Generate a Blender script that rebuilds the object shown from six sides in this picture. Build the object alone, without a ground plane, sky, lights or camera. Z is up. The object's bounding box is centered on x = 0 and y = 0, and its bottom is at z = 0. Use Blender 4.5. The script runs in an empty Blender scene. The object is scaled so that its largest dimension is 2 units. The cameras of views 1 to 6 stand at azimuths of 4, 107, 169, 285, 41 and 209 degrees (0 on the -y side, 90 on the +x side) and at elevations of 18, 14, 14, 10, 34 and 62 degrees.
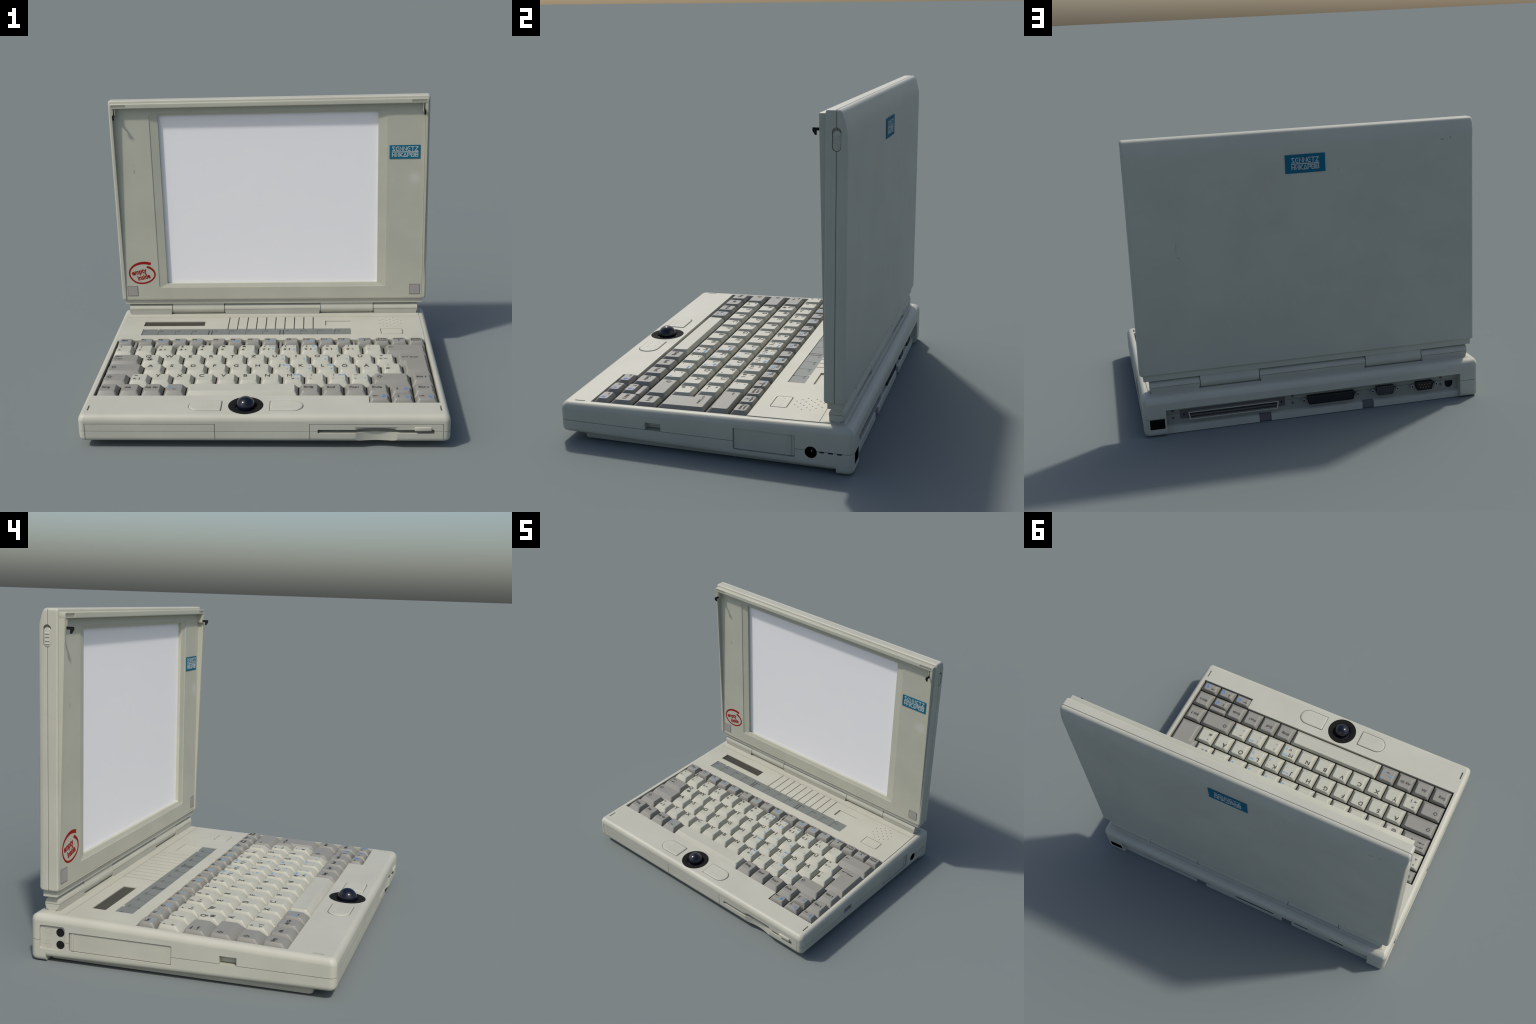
import bpy, bmesh, math
from mathutils import Vector, Matrix

# ------------------------------------------------------------------ materials
def nodes_of(name):
    m = bpy.data.materials.new(name); m.use_nodes = True
    nt = m.node_tree
    return m, nt, nt.nodes, nt.links, nt.nodes['Principled BSDF']

def plastic(name, col, rough=0.5, vary=0.04, grain=0.06, scale=260.0, spec=0.4, marks=()):
    """moulded plastic: base colour with faint blotches, fine moulded grain;
    marks = [(centre, (sx,sy,sz), colour, strength)] are scuffs with ragged edges"""
    m, nt, N, L, b = nodes_of(name)
    tc = N.new('ShaderNodeTexCoord')
    n1 = N.new('ShaderNodeTexNoise'); n1.inputs['Scale'].default_value = 5.0
    n1.inputs['Detail'].default_value = 5.0
    L.new(tc.outputs['Object'], n1.inputs['Vector'])
    ramp = N.new('ShaderNodeValToRGB')
    ramp.color_ramp.elements[0].position = 0.3
    ramp.color_ramp.elements[1].position = 0.7
    lo = tuple(c * (1 - vary) for c in col) + (1,)
    hi = tuple(min(1, c * (1 + vary)) for c in col) + (1,)
    ramp.color_ramp.elements[0].color = lo
    ramp.color_ramp.elements[1].color = hi
    L.new(n1.outputs['Fac'], ramp.inputs['Fac'])
    out = ramp.outputs['Color']
    for (c, s, mc, k) in marks:
        mp = N.new('ShaderNodeMapping'); mp.vector_type = 'POINT'
        mp.inputs['Location'].default_value = tuple(-c[i] / s[i] for i in range(3))
        mp.inputs['Scale'].default_value = tuple(1 / s[i] for i in range(3))
        L.new(tc.outputs['Object'], mp.inputs['Vector'])
        ln = N.new('ShaderNodeVectorMath'); ln.operation = 'LENGTH'
        L.new(mp.outputs['Vector'], ln.inputs[0])
        nz = N.new('ShaderNodeTexNoise'); nz.inputs['Scale'].default_value = 90.0
        L.new(tc.outputs['Object'], nz.inputs['Vector'])
        ad = N.new('ShaderNodeMath'); ad.operation = 'ADD'
        L.new(ln.outputs['Value'], ad.inputs[0]); L.new(nz.outputs['Fac'], ad.inputs[1])
        mr = N.new('ShaderNodeMapRange')
        mr.inputs['From Min'].default_value = 1.5; mr.inputs['From Max'].default_value = 0.7
        mr.inputs['To Min'].default_value = 0.0; mr.inputs['To Max'].default_value = k
        L.new(ad.outputs[0], mr.inputs['Value'])
        mx = N.new('ShaderNodeMix'); mx.data_type = 'RGBA'
        L.new(mr.outputs['Result'], mx.inputs['Factor'])
        L.new(out, mx.inputs['A']); mx.inputs['B'].default_value = mc + (1,)
        out = mx.outputs['Result']
    L.new(out, b.inputs['Base Color'])
    n2 = N.new('ShaderNodeTexNoise'); n2.inputs['Scale'].default_value = scale
    n2.inputs['Detail'].default_value = 2.0
    L.new(tc.outputs['Object'], n2.inputs['Vector'])
    bp = N.new('ShaderNodeBump'); bp.inputs['Strength'].default_value = grain
    bp.inputs['Distance'].default_value = 0.002
    L.new(n2.outputs['Fac'], bp.inputs['Height']); L.new(bp.outputs['Normal'], b.inputs['Normal'])
    b.inputs['Roughness'].default_value = rough
    b.inputs['Specular IOR Level'].default_value = spec
    return m

def simple(name, col, rough=0.5, metal=0.0, spec=0.4, coat=0.0):
    m, nt, N, L, b = nodes_of(name)
    tc = N.new('ShaderNodeTexCoord')
    n = N.new('ShaderNodeTexNoise'); n.inputs['Scale'].default_value = 40.0
    L.new(tc.outputs['Object'], n.inputs['Vector'])
    r = N.new('ShaderNodeValToRGB')
    r.color_ramp.elements[0].color = tuple(c * 0.95 for c in col) + (1,)
    r.color_ramp.elements[1].color = tuple(min(1, c * 1.05) for c in col) + (1,)
    L.new(n.outputs['Fac'], r.inputs['Fac']); L.new(r.outputs['Color'], b.inputs['Base Color'])
    b.inputs['Roughness'].default_value = rough
    b.inputs['Metallic'].default_value = metal
    b.inputs['Specular IOR Level'].default_value = spec
    b.inputs['Coat Weight'].default_value = coat
    b.inputs['Coat Roughness'].default_value = 0.03
    return m

BEIGE = (0.425, 0.424, 0.356)
SCUFF = (0.16, 0.14, 0.10)
M_case = plastic('case_plastic', BEIGE)
M_lid = plastic('lid_plastic', BEIGE, marks=[
    ((-0.80, 0.7057, 1.555), (0.020, 0.03, 0.006), SCUFF, 0.60),
    ((-0.85, 0.7057, 1.562), (0.006, 0.03, 0.009), SCUFF, 0.60),
    ((0.745, 0.7057, 1.06), (0.003, 0.03, 0.045), SCUFF, 0.45),
    ((0.735, 0.7057, 1.01), (0.006, 0.03, 0.006), SCUFF, 0.60),
    ((-0.19, 0.7057, 1.43), (0.005, 0.03, 0.004), SCUFF, 0.60),
    ((-0.80, 0.7057, 1.44), (0.005, 0.03, 0.004), SCUFF, 0.60)])
M_bezel = plastic('bezel_plastic', (0.420, 0.424, 0.346), marks=[
    ((-0.853, 0.611, 1.215), (0.007, 0.03, 0.020), SCUFF, 0.55),
    ((-0.858, 0.611, 1.255), (0.012, 0.03, 0.006), SCUFF, 0.20),
    ((0.915, 0.611, 1.15), (0.05, 0.03, 0.05), (0.56, 0.56, 0.54), 0.45)])
M_cream = plastic('cream_key_plastic', (0.405, 0.405, 0.338), rough=0.48, grain=0.04)
M_gray = plastic('gray_key_plastic', (0.230, 0.227, 0.200), rough=0.48, grain=0.04)
M_door = plastic('door_plastic', (0.418, 0.416, 0.348))
M_hinge = plastic('hinge_plastic', (0.415, 0.413, 0.345))
M_well = simple('black_plate', (0.012, 0.012, 0.012), 0.7)
M_black = simple('black_plastic', (0.010, 0.010, 0.010), 0.6, spec=0.15)
M_ring = plastic('matte_black_plastic', (0.011, 0.011, 0.011), rough=0.8, grain=0.2, scale=500, spec=0.08)
M_ball = simple('polished_ball', (0.004, 0.006, 0.014), 0.12, spec=0.5)
M_lcd = simple('dark_display', (0.046, 0.044, 0.035), 0.4, spec=0.25)
M_strip = plastic('label_strip', (0.150, 0.167, 0.158), rough=0.55, vary=0.03)
M_stripline = simple('label_line', (0.070, 0.075, 0.070), 0.6)
M_stripdark = simple('label_bar', (0.028, 0.03, 0.03), 0.6)
M_screen = plastic('white_screen', (0.80, 0.80, 0.805), rough=0.4, vary=0.004, grain=0.0)
M_pad = plastic('rubber_pad', (0.30, 0.285, 0.265), rough=0.7)
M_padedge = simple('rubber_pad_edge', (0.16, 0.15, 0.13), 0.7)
M_slotpad = plastic('bumper_rubber', (0.27, 0.26, 0.21), rough=0.7)
M_blue = simple('blue_label', (0.006, 0.120, 0.200), 0.65, spec=0.1)
M_white = simple('label_print', (0.42, 0.47, 0.44), 0.5)
M_red = simple('red_print', (0.27, 0.008, 0.006), 0.6, spec=0.15)
M_ink = simple('dark_ink', (0.045, 0.045, 0.035), 0.6)
M_inkblue = simple('blue_ink', (0.14, 0.31, 0.52), 0.6)
M_inkdeep = simple('deep_blue_ink', (0.045, 0.17, 0.47), 0.6)
M_rear = plastic('rear_panel_plastic', (0.27, 0.265, 0.225))
M_clip = plastic('clip_plastic', (0.13, 0.115, 0.125))
M_metal = simple('connector_shell', (0.55, 0.53, 0.47), 0.4, metal=0.3)
M_steel = simple('screw_steel', (0.42, 0.42, 0.42), 0.35, metal=0.6)
M_pin = simple('contact_metal', (0.26, 0.25, 0.21), 0.45, metal=0.3)
M_gold = simple('gold_pin', (0.65, 0.42, 0.06), 0.3, metal=0.7)
M_dull = simple('dark_gray_plastic', (0.11, 0.10, 0.10), 0.6)
M_icon = simple('embossed_icon', (0.40, 0.385, 0.31), 0.55)

# ------------------------------------------------------------------ helpers
root = bpy.data.objects.new('laptop', None)
bpy.context.scene.collection.objects.link(root)
root.empty_display_size = 0.1
root['label'] = 'old beige laptop, open, with gray and cream keys and trackball'
root['category'] = 'laptop'

SL = 0.026
TILT = math.atan(SL)
def D(y):                       # sloping top deck of the base
    return 0.1992 + SL * (y + 0.588)
def Bz(y):                      # sloping underside of the base
    return 0.0315 - 0.0155 * y

def finish(me, angle=30):
    for p in me.polygons: p.use_smooth = True
    me.set_sharp_from_angle(angle=math.radians(angle))

def link(name, me, parent=None, mats=(), loc=None):
    ob = bpy.data.objects.new(name, me)
    bpy.context.scene.collection.objects.link(ob)
    ob.parent = parent if parent is not None else root
    if loc is not None: ob.location = loc
    if mats and not me.materials:
        for m in mats: me.materials.append(m)
    return ob

def to_mesh(bm, name='m'):
    bmesh.ops.recalc_face_normals(bm, faces=bm.faces)
    me = bpy.data.meshes.new(name); bm.to_mesh(me); bm.free()
    return me

def obj(name, bm, mat, parent=None, angle=30, loc=None):
    me = to_mesh(bm, name); finish(me, angle)
    return link(name, me, parent, (mat,), loc)

def loft(bm, rings, cap0=True, cap1=True, mat=0):
    vr = [[bm.verts.new(p) for p in r] for r in rings]
    n = len(vr[0])
    for a, b in zip(vr, vr[1:]):
        for i in range(n):
            f = bm.faces.new((a[i], a[(i + 1) % n], b[(i + 1) % n], b[i])); f.material_index = mat
    if cap0: bm.faces.new(list(reversed(vr[0]))).material_index = mat
    if cap1: bm.faces.new(vr[-1]).material_index = mat
    return vr

def round_poly(corners, radii, n=4):
    """corner points (ccw) -> outline with arcs in the corners"""
    out = []; k = len(corners)
    for i in range(k):
        p = Vector(corners[i]); a = (Vector(corners[i - 1]) - p); b = (Vector(corners[(i + 1) % k]) - p)
        a.normalize(); b.normalize()
        r = radii[i] if isinstance(radii, (list, tuple)) else radii
        ang = a.angle(b); t = r / math.tan(ang / 2)
        c = p + (a + b).normalized() * (r / math.sin(ang / 2))
        s, e = p + a * t - c, p + b * t - c
        for j in range(n + 1):
            f = j / n
            d = s.lerp(e, f)
            # slerp on the arc
            th = s.angle(e) if s.length > 1e-9 else 0
            if th > 1e-6:
                d = (s * math.sin((1 - f) * th) + e * math.sin(f * th)) / math.sin(th)
            q = c + d; out.append((q.x, q.y))
    return out

def offset_poly(c, d):
    """inward miter offset of a ccw corner list"""
    out = []; k = len(c)
    for i in range(k):
        p = Vector(c[i]); e1 = (p - Vector(c[i - 1])).normalized(); e2 = (Vector(c[(i + 1) % k]) - p).normalized()
        n1 = Vector((-e1.y, e1.x)); n2 = Vector((-e2.y, e2.x))
        m = n1 + n2; m = m / m.dot(n1) if abs(m.dot(n1)) > 1e-6 else n1
        q = p + m * d; out.append((q.x, q.y))
    return out

def rect(x0, x1, y0, y1): return [(x0, y0), (x1, y0), (x1, y1), (x0, y1)]

def add_box(bm, x0, x1, y0, y1, z0, z1, mat=0, bevel=0.0, seg=2):
    r = bmesh.ops.create_cube(bm, size=1.0)
    vs = r['verts']
    for v in vs:
        v.co = Vector((x0 + (v.co.x + .5) * (x1 - x0), y0 + (v.co.y + .5) * (y1 - y0), z0 + (v.co.z + .5) * (z1 - z0)))
    fs = set(f for v in vs for f in v.link_faces)
    for f in fs: f.material_index = mat
    if bevel:
        es = list(set(e for v in vs for e in v.link_edges))
        bmesh.ops.bevel(bm, geom=es, offset=bevel, segments=seg, profile=0.5, affect='EDGES')

def box(x0, x1, y0, y1, z0, z1, bevel=0.0, seg=2):
    bm = bmesh.new(); add_box(bm, x0, x1, y0, y1, z0, z1, 0, bevel, seg); return bm

def add_prism(bm, pts, axis, a, b, mat=0):
    """extrude an outline; axis 'x': pts=(y,z), 'y': pts=(x,z), 'z': pts=(x,y)"""
    f = {'x': lambda p, t: (t, p[0], p[1]), 'y': lambda p, t: (p[0], t, p[1]), 'z': lambda p, t: (p[0], p[1], t)}[axis]
    return loft(bm, [[f(p, a) for p in pts], [f(p, b) for p in pts]], mat=mat)

def add_cyl(bm, c, axis, r, a, b, n=24, mat=0, r2=None):
    r2 = r if r2 is None else r2
    o = lambda R: [(c[0] + R * math.cos(2 * math.pi * i / n), c[1] + R * math.sin(2 * math.pi * i / n)) for i in range(n)]
    f = {'x': lambda p, t: (t, p[0], p[1]), 'y': lambda p, t: (p[0], t, p[1]), 'z': lambda p, t: (p[0], p[1], t)}[axis]
    return loft(bm, [[f(p, a) for p in o(r)], [f(p, b) for p in o(r2)]], mat=mat)

def deckify(bm):
    """shear: local z becomes height above the sloping deck"""
    for v in bm.verts: v.co.z += D(v.co.y)
    return bm

def boolean(ob, cutbm, op='DIFFERENCE'):
    me = to_mesh(cutbm, 'cut')
    c = bpy.data.objects.new('cut', me); bpy.context.scene.collection.objects.link(c)
    m = ob.modifiers.new('b', 'BOOLEAN'); m.object = c; m.operation = op; m.solver = 'EXACT'
    bpy.context.view_layer.update()
    dg = bpy.context.evaluated_depsgraph_get()
    new = bpy.data.meshes.new_from_object(ob.evaluated_get(dg))
    ob.modifiers.clear(); old = ob.data; ob.data = new
    bpy.data.meshes.remove(old)
    bpy.data.objects.remove(c); bpy.data.meshes.remove(me)

def weighted(ob, angle=30):
    finish(ob.data, angle)
    m = ob.modifiers.new('w', 'WEIGHTED_NORMAL'); m.keep_sharp = True; m.weight = 100
    bpy.context.view_layer.update()
    dg = bpy.context.evaluated_depsgraph_get()
    new = bpy.data.meshes.new_from_object(ob.evaluated_get(dg))
    ob.modifiers.clear(); old = ob.data; ob.data = new; bpy.data.meshes.remove(old)

def catmull(pts, n):
    out = []
    P = [pts[0]] + list(pts) + [pts[-1]]
    for i in range(1, len(P) - 2):
        a, b, c, d = (Vector(q) for q in P[i - 1:i + 3])
        for j in range(n):
            t = j / n
            out.append(0.5 * ((2 * b) + (c - a) * t + (2 * a - 5 * b + 4 * c - d) * t * t + (3 * b - a - 3 * c + d) * t ** 3))
    out.append(Vector(pts[-1])); return out

def add_stroke(bm, pts, w, T, z0, z1, closed=False, mat=0):
    """flat ribbon with mitred corners along a 2D line; w number or list; T maps (u,v,h) -> 3D"""
    P = [Vector(p[:2]) for p in pts]; k = len(P)
    W = w if isinstance(w, (list, tuple)) else [w] * k
    Lf, Rt = [], []
    for i in range(k):
        a = P[i - 1] if (i > 0 or closed) else None
        c = P[(i + 1) % k] if (i < k - 1 or closed) else None
        d1 = (P[i] - a).normalized() if a is not None else (c - P[i]).normalized()
        d2 = (c - P[i]).normalized() if c is not None else d1
        n1 = Vector((-d1.y, d1.x)); n2 = Vector((-d2.y, d2.x))
        m = n1 + n2
        m = m / max(0.35, m.dot(n1)) if m.length > 1e-6 else n1
        Lf.append(P[i] + m * W[i] / 2); Rt.append(P[i] - m * W[i] / 2)
    V = [[bm.verts.new(T(q.x, q.y, h)) for q in S] for S in (Lf, Rt) for h in (z0, z1)]
    l0, l1, r0, r1 = V
    rng = range(k if closed else k - 1)
    for i in rng:
        j = (i + 1) % k
        for q in ((l1[i], r1[i], r1[j], l1[j]), (l0[j], r0[j], r0[i], l0[i]), (l0[i], l1[i], l1[j], l0[j]), (r0[j], r1[j], r1[i], r0[i])):
            bm.faces.new(q).material_index = mat
    if not closed:
        bm.faces.new((l0[0], r0[0], r1[0], l1[0])).material_index = mat
        bm.faces.new((l1[-1], r1[-1], r0[-1], l0[-1])).material_index = mat

# queue of texts, converted in one go
TEXTQ = []
def want_text(body, size, bold=0.0, sx=1.0, shear=0.0, extr=0.001):
    cu = bpy.data.curves.new('t', 'FONT'); cu.body = body; cu.size = size
    cu.align_x = 'CENTER'; cu.align_y = 'CENTER'; cu.extrude = extr; cu.offset = bold; cu.shear = shear
    cu.resolution_u = 3
    ob = bpy.data.objects.new('t', cu); bpy.context.scene.collection.objects.link(ob)
    return ob
_cache = {}
def text_mesh(body, size, bold=0.0, shear=0.0, extr=0.001):
    key = (body, size, bold, shear, extr)
    if key not in _cache:
        ob = want_text(body, size, bold, 1, shear, extr)
        bpy.context.view_layer.update()
        dg = bpy.context.evaluated_depsgraph_get()
        me = bpy.data.meshes.new_from_object(ob.evaluated_get(dg))
        vs = [v.co.copy() for v in me.vertices]; fs = [tuple(p.vertices) for p in me.polygons]
        if vs:   # centre on the drawn letters
            xs = [v.x for v in vs]; ys = [v.y for v in vs]
            c = Vector(((min(xs) + max(xs)) / 2, (min(ys) + max(ys)) / 2, 0))
            vs = [v - c for v in vs]
        bpy.data.objects.remove(ob); bpy.data.meshes.remove(me)
        _cache[key] = (vs, fs)
    return _cache[key]
def add_text(bm, body, size, T, bold=0.0, sx=1.0, shear=0.0, rot=0.0, mat=0, extr=0.001):
    vs, fs = text_mesh(body, size, bold, shear, extr)
    cr, sr = math.cos(rot), math.sin(rot)
    nv = []
    for v in vs:
        x, y = v.x * sx, v.y
        nv.append(bm.verts.new(T(x * cr - y * sr, x * sr + y * cr, v.z)))
    for f in fs:
        try: bm.faces.new([nv[i] for i in f]).material_index = mat
        except ValueError: pass

# ------------------------------------------------------------------ base case
HX, YF, YR = 0.9998, -0.7382, 0.748
def body_ring(inset, zf, n=6, grow=0.0, cr=0.032):
    i = inset - grow
    pts = round_poly(rect(-HX + i, HX - i, YF + i, YR - i), max(0.006, cr - i * 0.6), n)
    return [(x, y, zf(y)) for x, y in pts]
def body_bm(bottom=None, grow=0.0):
    b = bottom or Bz
    R = [(0.0215, lambda y: b(y)), (0.0125, lambda y: b(y) + .0018), (0.0062, lambda y: b(y) + .0062), (0.0025, lambda y: b(y) + .0125),
         (0.0007, lambda y: b(y) + .0190), (0.0, lambda y: b(y) + .027), (0.0, lambda y: D(y) - .036), (0.0014, lambda y: D(y) - .027),
         (0.0042, lambda y: D(y) - .0185), (0.0086, lambda y: D(y) - .0112), (0.0145, lambda y: D(y) - .0054),
         (0.0215, lambda y: D(y) - .0016), (0.030, lambda y: D(y))]
    bm = bmesh.new(); loft(bm, [body_ring(i, f, grow=grow) for i, f in R]); return bm

case = obj('upper_case', body_bm(), M_case)
# rear feet: the same outline reaching down to the table, kept only in the two rear corners
feet = obj('feet_tmp', body_bm(lambda y: 0.0015, grow=0.0004), M_case)
fb = bmesh.new()
add_box(fb, 0.872, 1.1, 0.667, 0.9, -0.1, 0.092)
add_box(fb, -1.1, -0.885, 0.667, 0.9, -0.1, 0.092)
boolean(feet, fb, 'INTERSECT')
bm = bmesh.new(); bm.from_mesh(feet.data)
bpy.data.objects.remove(feet)
boolean(case, bm, 'UNION')

def cut(fn):
    bm = bmesh.new(); fn(bm); boolean(case, bm)

# keyboard well (with the step for the arrow keys)
WELL = [(-0.9585, -0.506), (0.5765, -0.506), (0.5765, -0.588), (0.9585, -0.588), (0.9585, 0.2235), (-0.9585, 0.2235)]
def f(bm):
    loft(bm, [[(x, y, D(y) - .062) for x, y in WELL], [(x, y, D(y) + .05) for x, y in WELL]])
cut(f)
# rear port bay
cut(lambda bm: add_box(bm, -0.8853, 0.8723, 0.700, 0.9, -0.05, 0.151))
# control panel: a plate standing slightly proud of the frame
prof = [(0.2236, -.018), (0.2236, -.001), (0.2252, .0018), (0.2290, .0031), (0.2340, .0037), (0.6900, .0037), (0.6970, .0030), (0.7000, .0012), (0.7000, -.018)]
bm = bmesh.new(); loft(bm, [[(x, y, D(y) + h) for y, h in prof] for x in (-0.9570, 0.9570)])
boolean(case, bm, 'UNION')
# generously rounded rear shoulder
sh = [(.701, .0002), (.715, -.0014), (.7275, -.0060), (.7375, -.0138), (.7440, -.0250), (.7475, -.0400), (.80, -.0400), (.80, .05), (.701, .05)]
bm = bmesh.new(); loft(bm, [[(x, y, D(.72) + h) for y, h in sh] for x in (-1.1, 1.1)])
boolean(case, bm)
# palm rest: button pockets, trackball hole, lid latch slots
def dshape(x0, x1, y0, y1, flip, d=0.0, n=14):
    """outline with one half-round end; flip: round end on the left"""
    x0 += d; x1 -= d; y0 += d; y1 -= d
    ry = (y1 - y0) / 2; cy = (y0 + y1) / 2; rx = ry * 0.98; r = 0.006
    pts = []
    if flip:
        pts += [(x1 - r + r * math.cos(a), y0 + r + r * math.sin(a)) for a in (-math.pi / 2, -math.pi / 4, 0)]
        pts += [(x1 - r + r * math.cos(a), y1 - r + r * math.sin(a)) for a in (0, math.pi / 4, math.pi / 2)]
        for i in range(n + 1):
            a = math.pi / 2 + math.pi * i / n
            pts.append((x0 + rx + rx * math.cos(a), cy + ry * math.sin(a)))
    else:
        for i in range(n + 1):
            a = -math.pi / 2 + math.pi * i / n
            pts.append((x1 - rx + rx * math.cos(a), cy + ry * math.sin(a)))
        pts += [(x0 + r - r * math.sin(a), y1 - r + r * math.cos(a)) for a in (0, math.pi / 4, math.pi / 2)]
        pts += [(x0 + r - r * math.cos(a), y0 + r - r * math.sin(a)) for a in (0, math.pi / 4, math.pi / 2)]
    return pts
BTN = [(-0.4085, -0.2235, True), (0.0355, 0.2205, False)]
BY0, BY1 = -0.681, -0.564
BX, BYC = -0.0935, -0.618
def f(bm):
    for x0, x1, fl in BTN:
        add_prism(bm, dshape(x0, x1, BY0, BY1, fl), 'z', -0.012, 0.02)
    add_cyl(bm, (BX, BYC), 'z', 0.0965, -0.05, 0.02, 48)
    for s in (-1, 1):
        add_box(bm, s * .955 - .0042, s * .955 + .0042, -0.674, -0.619, -0.02, 0.02)
    deckify(bm)
cut(f)
# control panel above the keyboard
VENTS = [-0.2757 + 0.0606 * i for i in range(10)]
SPK = []
for row, (y, xs) in enumerate([(.5476, (.741, .787)), (.5240, (.7185, .764, .810)), (.5012, (.696, .7415, .787, .8325)),
                               (.479, (.7185, .764, .810)), (.4573, (.696, .7415, .787, .8325)),
                               (.4345, (.7185, .764, .810)), (.4116, (.741, .787))]):
    SPK += [(x, y) for x in xs]
def f(bm):
    add_box(bm, -0.8265, -0.4308, 0.4355, 0.507, -0.0045, 0.02)
    add_box(bm, -0.823, 0.508, 0.296, 0.388, -0.0035, 0.02)
    add_box(bm, 0.3463, 0.5104, 0.4325, 0.508, -0.005, 0.02)
    add_prism(bm, round_poly(rect(.6945, .833, .298, .3845), .012, 4), 'z', -0.012, 0.02)
    deckify(bm)
cut(f)
def f(bm):
    for x in VENTS: add_box(bm, x - .0033, x + .0033, 0.3875, 0.5735, -0.012, 0.02)
    for x, y in SPK: add_cyl(bm, (x, y), 'z', 0.0036, -0.012, 0.02, 10)
    deckify(bm)
cut(f)
# panel joint
def f(bm):
    add_box(bm, -0.9600, 0.9600, 0.5755, 0.578, 0.0004, 0.02); deckify(bm)
cut(f)
# front edge: battery hatch outline, floppy bezel outline
def f(bm):
    for x0, x1 in ((-0.963, -0.2565), (0.2527, 0.9595)):
        g = .0017
        add_prism(bm, [(x0 - g, .02), (x0 + g, .02), (x0 + g, .1474 - g), (x1 - g, .1474 - g), (x1 - g, .02), (x1 + g, .02), (x1 + g, .1474 + g), (x0 - g, .1474 + g)], 'y', -0.80, -0.7322)
cut(f)
# diskette slot and finger scoop
cut(lambda bm: add_box(bm, 0.2956, 0.9122, -0.80, -0.695, 0.0935, 0.1150))
def f(bm):
    n = 16; x0, x1 = 0.4895, 0.7245; xc = (x0 + x1) / 2; h = (x1 - x0) / 2; dep = 0.024
    R = (h * h + dep * dep) / (2 * dep)
    pts = [(x1, -0.80), (x1, -0.7387)]
    for i in range(1, n):
        x = x1 - (x1 - x0) * i / n
        pts.append((x, -0.7387 + math.sqrt(R * R - (x - xc) ** 2) - (R - dep)))
    pts += [(x0, -0.7387), (x0, -0.80)]
    add_prism(bm, pts, 'z', 0.0, 0.1305)
cut(f)
# sides
def f(bm):
    for s in (-1, 1):
        a, b = sorted((s * 0.965, s * 1.1))
        add_box(bm, a, b, -0.2815, -0.1995, 0.1051, 0.1435)
cut(f)
def f(bm):
    # card door (right), drive door + jack panel (left)
    add_prism(bm, round_poly(rect(0.168, 0.4715, 0.0615, 0.172), .007, 3), 'x', 0.9850, 1.1)
    add_prism(bm, round_poly(rect(0.031, 0.5455, 0.065, 0.1585), .007, 3), 'x', -1.1, -0.988)
    add_prism(bm, round_poly(rect(0.5665, 0.6975, 0.0625, 0.1808), .012, 3), 'x', -1.1, -0.990)
cut(f)
def f(bm):
    add_cyl(bm, (0.548, 0.097), 'x', 0.0293, 0.95, 1.1, 32)
    for y in (0.599, 0.641, 0.683):
        add_prism(bm, round_poly(rect(y - .0125, y + .0125, .0975, .1045), .0034, 3), 'x', 0.97, 1.1)
    add_prism(bm, round_poly(rect(0.8815, 0.9665, 0.0435, 0.1027), .004, 3), 'y', 0.729, 0.80)
cut(f)
# parting line all round
boolean(case, box(-1.2, 1.2, -1, 1, 0.1040, 0.1063))
# separate the two halves
bm = bmesh.new(); bm.from_mesh(case.data)
lower = bm.copy()
def keep(b, up):
    seen = set(); kill = []
    for v0 in b.verts:
        if v0 in seen: continue
        st = [v0]; comp = []; seen.add(v0)
        while st:
            v = st.pop(); comp.append(v)
            for e in v.link_edges:
                o = e.other_vert(v)
                if o not in seen: seen.add(o); st.append(o)
        z = sum(v.co.z for v in comp) / len(comp)
        if (z > 0.105) != up: kill += comp
    bmesh.ops.delete(b, geom=kill, context='VERTS')
keep(bm, True); keep(lower, False)
me = to_mesh(bm, 'upper_case'); me.materials.append(M_case); case.data = me; weighted(case, 28)
me = to_mesh(lower, 'lower_case'); me.materials.append(M_case)
lc = link('lower_case', me); weighted(lc, 28)

# level plate under the case, the table side
bm = bmesh.new()
loft(bm, [[(x, y, z) for x, y in round_poly(rect(-.958 + i, .958 - i, -.628 + i, .664 - i), .02, 4)]
          for i, z in ((.006, .0035), (.0025, .0045), (.0, .009), (.0, .055))])
obj('bottom_plate', bm, M_case)

# black plate at the bottom of the keyboard well
bm = bmesh.new()
W2 = offset_poly(WELL, 0.0006)
loft(bm, [[(x, y, D(y) - .0615) for x, y in W2], [(x, y, D(y) - .024) for x, y in W2]])
obj('keyboard_plate', bm, M_well)
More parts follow.
